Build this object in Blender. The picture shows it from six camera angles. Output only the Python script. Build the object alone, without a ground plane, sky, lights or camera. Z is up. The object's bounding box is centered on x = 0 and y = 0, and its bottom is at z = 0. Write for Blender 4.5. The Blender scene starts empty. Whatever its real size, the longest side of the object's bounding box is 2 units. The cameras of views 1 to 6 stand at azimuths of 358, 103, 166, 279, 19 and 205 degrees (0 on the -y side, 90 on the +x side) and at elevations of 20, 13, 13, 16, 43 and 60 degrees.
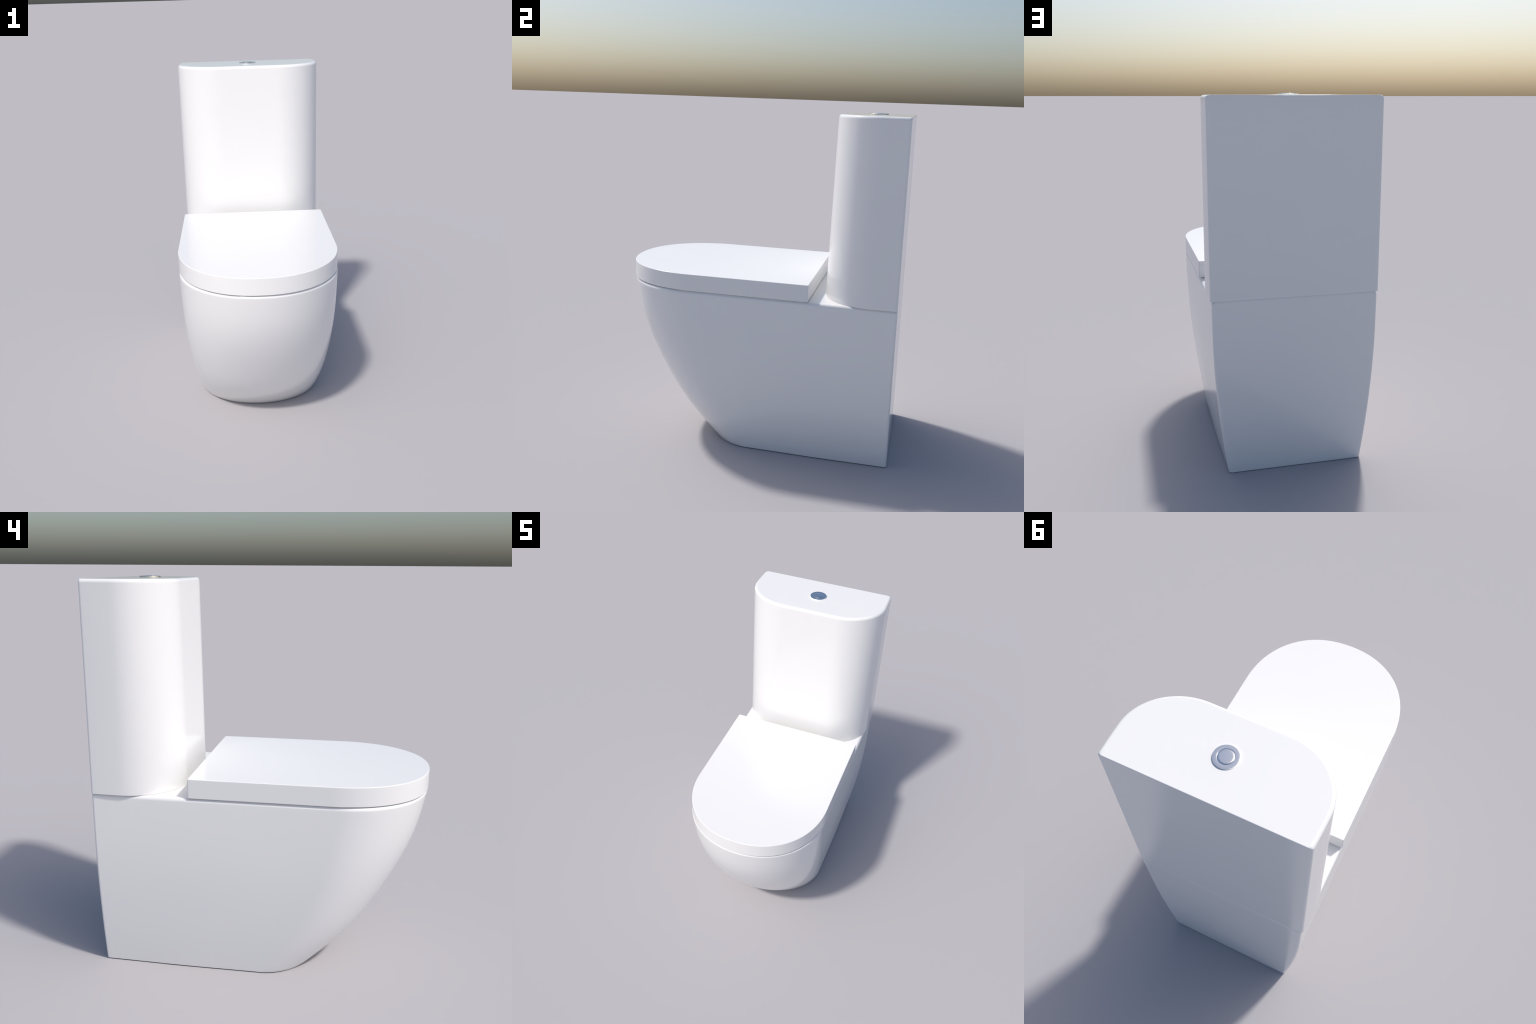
"""White close-coupled toilet: tapering pedestal bowl, flat D-shaped lid, tall cistern
with a chrome flush button.  Everything is lofted from superellipse plan outlines."""
import bpy, bmesh, math
from bisect import bisect_right

BACK_Y = 0.8285            # flat wall side of the object


# ----------------------------------------------------------------- helpers
def spline(knots, values):
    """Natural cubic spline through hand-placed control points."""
    n = len(knots)
    h = [knots[i + 1] - knots[i] for i in range(n - 1)]
    a, b, c, d = [0.0] * n, [1.0] * n, [0.0] * n, [0.0] * n
    for i in range(1, n - 1):
        a[i], b[i], c[i] = h[i - 1], 2 * (h[i - 1] + h[i]), h[i]
        d[i] = 6 * ((values[i + 1] - values[i]) / h[i] - (values[i] - values[i - 1]) / h[i - 1])
    for i in range(1, n):
        m = a[i] / b[i - 1]
        b[i] -= m * c[i - 1]
        d[i] -= m * d[i - 1]
    M = [0.0] * n
    M[-1] = d[-1] / b[-1]
    for i in range(n - 2, -1, -1):
        M[i] = (d[i] - c[i] * M[i + 1]) / b[i]

    def f(z):
        i = min(max(bisect_right(knots, z) - 1, 0), n - 2)
        p, q, H = knots[i + 1] - z, z - knots[i], h[i]
        return (M[i] * p ** 3 / 6 / H + M[i + 1] * q ** 3 / 6 / H
                + (values[i] / H - M[i] * H / 6) * p + (values[i + 1] / H - M[i + 1] * H / 6) * q)
    return f


def d_outline(half, front, centre, power, back, corner, flat=0.0, taper=0.0, bulge=0.0,
              n_front=72, n_side=10, n_back=10, n_corner=5):
    """Closed D-shaped plan outline: superelliptic nose (with an optional straight stretch
    of half-length `flat` in its middle), straight sides, flat back with small rounded
    back corners; `taper` draws the sides in towards the back,
    `bulge` swells them halfway.  Point count depends on the n_* (and on flat being used) only."""
    pts = []
    depth = centre - front
    reach = half - flat
    quarter = n_front // 2

    def nose(t):
        return (flat + reach * abs(math.cos(t)) ** (2 / power),
                centre - depth * abs(math.sin(t)) ** (2 / power))
    for i in range(quarter + 1):                       # +x side round to the front
        pts.append(nose(math.pi / 2 * i / quarter))
    if flat > 0:
        pts += [(flat * (1 - 2 * i / 6), front) for i in range(1, 6)]
    for i in range(quarter - (0 if flat > 0 else 1), -1, -1):
        x, y = nose(math.pi / 2 * i / quarter)
        pts.append((-x, y))
    y1 = back - corner
    full, half = half, half - taper
    for i in range(1, n_side + 1):                     # -x side going back
        k = i / n_side
        pts.append((-full + taper * k * k - bulge * math.sin(math.pi * k) ** 2, centre + (y1 - centre) * k))
    for i in range(1, n_corner + 1):
        t = math.pi / 2 * i / n_corner
        pts.append((-half + corner * (1 - math.cos(t)), y1 + corner * math.sin(t)))
    xb = half - corner
    for i in range(1, n_back + 1):                     # back wall
        pts.append((-xb + 2 * xb * i / n_back, back))
    for i in range(1, n_corner + 1):
        t = math.pi / 2 * i / n_corner
        pts.append((xb + corner * math.sin(t), back - corner * (1 - math.cos(t))))
    for i in range(1, n_side):                         # +x side coming forward
        k = 1 - i / n_side
        pts.append((full - taper * k * k + bulge * math.sin(math.pi * k) ** 2, centre + (y1 - centre) * k))
    return pts


def loft(name, sections, material, parent, smooth_angle=38):
    """Skin a stack of (outline, z) sections, cap both ends."""
    bm = bmesh.new()
    rings = [[bm.verts.new((x, y, z)) for x, y in pts] for pts, z in sections]
    n = len(rings[0])
    for lo, hi in zip(rings, rings[1:]):
        for i in range(n):
            j = (i + 1) % n
            bm.faces.new((lo[i], hi[i], hi[j], lo[j]))
    bm.faces.new(rings[0])
    bm.faces.new(list(reversed(rings[-1])))
    bmesh.ops.recalc_face_normals(bm, faces=bm.faces)
    me = bpy.data.meshes.new(name)
    bm.to_mesh(me)
    bm.free()
    for p in me.polygons:
        p.use_smooth = True
    me.set_sharp_from_angle(angle=math.radians(smooth_angle))
    me.materials.append(material)
    ob = bpy.data.objects.new(name, me)
    bpy.context.scene.collection.objects.link(ob)
    ob.parent = parent
    w = ob.modifiers.new("weighted_normals", 'WEIGHTED_NORMAL')   # keeps the flats flat beside the roundings
    w.mode = 'FACE_AREA'
    w.weight = 60
    w.keep_sharp = True
    return ob


def lathe(name, profile, centre, material, parent, steps=64):
    """Revolve (radius, z) profile about a vertical axis."""
    bm = bmesh.new()
    rings = []
    for r, z in profile:
        if r < 1e-6:
            rings.append([bm.verts.new((centre[0], centre[1], z))])
        else:
            rings.append([bm.verts.new((centre[0] + r * math.cos(2 * math.pi * k / steps),
                                        centre[1] + r * math.sin(2 * math.pi * k / steps), z))
                          for k in range(steps)])
    for a, b in zip(rings, rings[1:]):
        for k in range(steps):
            l = (k + 1) % steps
            quad = [a[k % len(a)], a[l % len(a)], b[l % len(b)], b[k % len(b)]]
            quad = list(dict.fromkeys(quad))
            if len(quad) > 2:
                bm.faces.new(quad)
    bmesh.ops.recalc_face_normals(bm, faces=bm.faces)
    me = bpy.data.meshes.new(name)
    bm.to_mesh(me)
    bm.free()
    for p in me.polygons:
        p.use_smooth = True
    me.set_sharp_from_angle(angle=math.radians(40))
    me.materials.append(material)
    ob = bpy.data.objects.new(name, me)
    bpy.context.scene.collection.objects.link(ob)
    ob.parent = parent
    w = ob.modifiers.new("weighted_normals", 'WEIGHTED_NORMAL')
    w.weight = 80
    w.keep_sharp = True
    return ob


def rounding(steps=6):
    """Quarter-round: (inset, rise) pairs, 0..1."""
    return [(1 - math.cos(math.pi / 2 * i / steps), math.sin(math.pi / 2 * i / steps)) for i in range(steps + 1)]


# --------------------------------------------------------------- materials
def glossy_white(name, colour, roughness, coat):
    m = bpy.data.materials.new(name)
    m.use_nodes = True
    nt = m.node_tree
    b = nt.nodes["Principled BSDF"]
    tc = nt.nodes.new('ShaderNodeTexCoord')
    noise = nt.nodes.new('ShaderNodeTexNoise')
    noise.inputs['Scale'].default_value = 2.2
    noise.inputs['Detail'].default_value = 2
    ramp = nt.nodes.new('ShaderNodeValToRGB')            # barely visible cloudiness of the glaze
    ramp.color_ramp.elements[0].position = 0.35
    ramp.color_ramp.elements[1].position = 0.65
    ramp.color_ramp.elements[0].color = (*[c * 0.992 for c in colour], 1)
    ramp.color_ramp.elements[1].color = (*colour, 1)
    nt.links.new(tc.outputs['Object'], noise.inputs['Vector'])
    nt.links.new(noise.outputs['Fac'], ramp.inputs['Fac'])
    nt.links.new(ramp.outputs['Color'], b.inputs['Base Color'])
    b.inputs['Roughness'].default_value = roughness
    b.inputs['IOR'].default_value = 1.5
    b.inputs['Coat Weight'].default_value = coat
    b.inputs['Coat Roughness'].default_value = 0.05
    return m


def chrome(name, colour, roughness):
    m = bpy.data.materials.new(name)
    m.use_nodes = True
    nt = m.node_tree
    b = nt.nodes["Principled BSDF"]
    tc = nt.nodes.new('ShaderNodeTexCoord')
    noise = nt.nodes.new('ShaderNodeTexNoise')
    noise.inputs['Scale'].default_value = 60
    mul = nt.nodes.new('ShaderNodeMath')
    mul.operation = 'MULTIPLY_ADD'
    mul.inputs[1].default_value = 0.04
    mul.inputs[2].default_value = roughness
    nt.links.new(tc.outputs['Object'], noise.inputs['Vector'])
    nt.links.new(noise.outputs['Fac'], mul.inputs[0])
    nt.links.new(mul.outputs[0], b.inputs['Roughness'])
    b.inputs['Base Color'].default_value = (*colour, 1)
    b.inputs['Metallic'].default_value = 1.0
    return m


ceramic = glossy_white("white_ceramic", (0.80, 0.80, 0.80), 0.12, 0.0)
plastic = glossy_white("white_lid_plastic", (0.80, 0.80, 0.80), 0.18, 0.0)
steel = chrome("polished_chrome", (0.93, 0.94, 0.95), 0.05)

# ------------------------------------------------------------------- object
toilet = bpy.data.objects.new("toilet", None)
bpy.context.scene.collection.objects.link(toilet)
toilet["label"] = "white close-coupled toilet with closed lid and tall cistern"
toilet["category"] = "toilet"

# pedestal: the nose sweeps forward and the sides flare as it rises
PED_TOP = 0.9650
PED_ROUND = 0.018
nose_y = spline([0, .10, .22, .38, .55, .75, .96], [-.294, -.393, -.499, -.606, -.699, -.781, -.827])
nose_start = spline([0, .25, .55, .96], [-.005, -.177, -.312, -.405])
half_width = spline([0, .15, .35, .60, .96], [.372, .395, .419, .439, .4465])


def pedestal_section(z, inset=0.0):
    return d_outline(half_width(z) - inset, nose_y(z) + inset, nose_start(z), 2.04,
                     BACK_Y - 0.20 * inset, 0.014,
                     bulge=0.004 * max(0.0, 1 - (z / 0.95) ** 4))


levels = 48
z_hi = PED_TOP - PED_ROUND
sections = [(pedestal_section(0.0, 0.003), 0.0), (pedestal_section(0.003), 0.003)]
sections += [(pedestal_section(0.003 + (z_hi - 0.003) * i / levels), 0.003 + (z_hi - 0.003) * i / levels)
             for i in range(1, levels + 1)]
for k, (inset, rise) in enumerate(rounding(7)):
    if k:
        z = z_hi + PED_ROUND * rise
        sections.append((pedestal_section(z, PED_ROUND * inset), z))
loft("pedestal_bowl", sections, ceramic, toilet)

# seat: thin slab tucked between the bowl rim and the lid, leaving the dark shadow gap
LID_LOW, LID_TOP = 0.9695, 1.066


def lid_section(inset=0.0):
    return d_outline(0.4495 - inset, -0.829 + inset, -0.350, 2.14, 0.337 - inset, 0.006, n_front=96)


loft("toilet_seat", [(lid_section(0.014), 0.9640), (lid_section(0.014), LID_LOW + 0.001)], plastic, toilet)

# lid: flat slab with a crisp, slightly eased upper edge
LID_ROUND = 0.004
sections = [(lid_section(0.0015), LID_LOW), (lid_section(), LID_LOW + 0.0015)]
sections += [(lid_section(), LID_LOW + 0.0015 + (LID_TOP - LID_ROUND - LID_LOW - 0.0015) * i / 4) for i in range(1, 5)]
sections += [(lid_section(LID_ROUND * a), LID_TOP - LID_ROUND + LID_ROUND * r) for a, r in rounding(4)[1:]]
loft("toilet_lid", sections, plastic, toilet)

# cistern: squircle-fronted box, soft rounding on top of front and sides, crisp at the back
CIS_LOW, CIS_TOP = 0.9653, 1.9912


def cistern_section(z, inset=0.0, back_inset=0.0):
    return d_outline(0.457 - inset, 0.4020 + 0.020 * (z - 0.965) + inset, 0.675, 2.02,
                     BACK_Y - 0.0007 - back_inset, 0.014, flat=0.178, taper=0.0035)


TOP_ROUND, LOW_ROUND = 0.018, 0.002
sections = [(cistern_section(CIS_LOW + LOW_ROUND * (1 - r), LOW_ROUND * a, 0.1 * LOW_ROUND * a), CIS_LOW + LOW_ROUND * (1 - r))
            for a, r in reversed(rounding(4))]
z0, z1 = CIS_LOW + LOW_ROUND, CIS_TOP - TOP_ROUND
sections += [(cistern_section(z0 + (z1 - z0) * i / 12), z0 + (z1 - z0) * i / 12) for i in range(1, 13)]
sections += [(cistern_section(z1 + TOP_ROUND * r, TOP_ROUND * a, 0.003 * max(0, a - .6) / .4), z1 + TOP_ROUND * r)
             for a, r in rounding(9)[1:]]
loft("cistern", sections, ceramic, toilet, 50)

# flush button: chrome bezel ring with a domed push button in its well
CENTRE = (0.0, 0.627)
bezel = lathe("flush_button", [(0, 1.9885), (.0540, 1.9885), (.0540, 1.9970), (.0535, 1.9980), (.0526, 1.9984), (.0365, 1.9984),
                       (.0356, 1.9979), (.0352, 1.9950), (0, 1.9950)], CENTRE, steel, toilet)
lathe("push_button", [(0, 1.9945), (.0345, 1.9945), (.0345, 1.9976), (.0341, 1.9984), (.0330, 1.9990), (.0308, 1.9996),
                      (.028, 1.9998), (.025, 2.0), (0, 2.0)], CENTRE, steel, bezel)
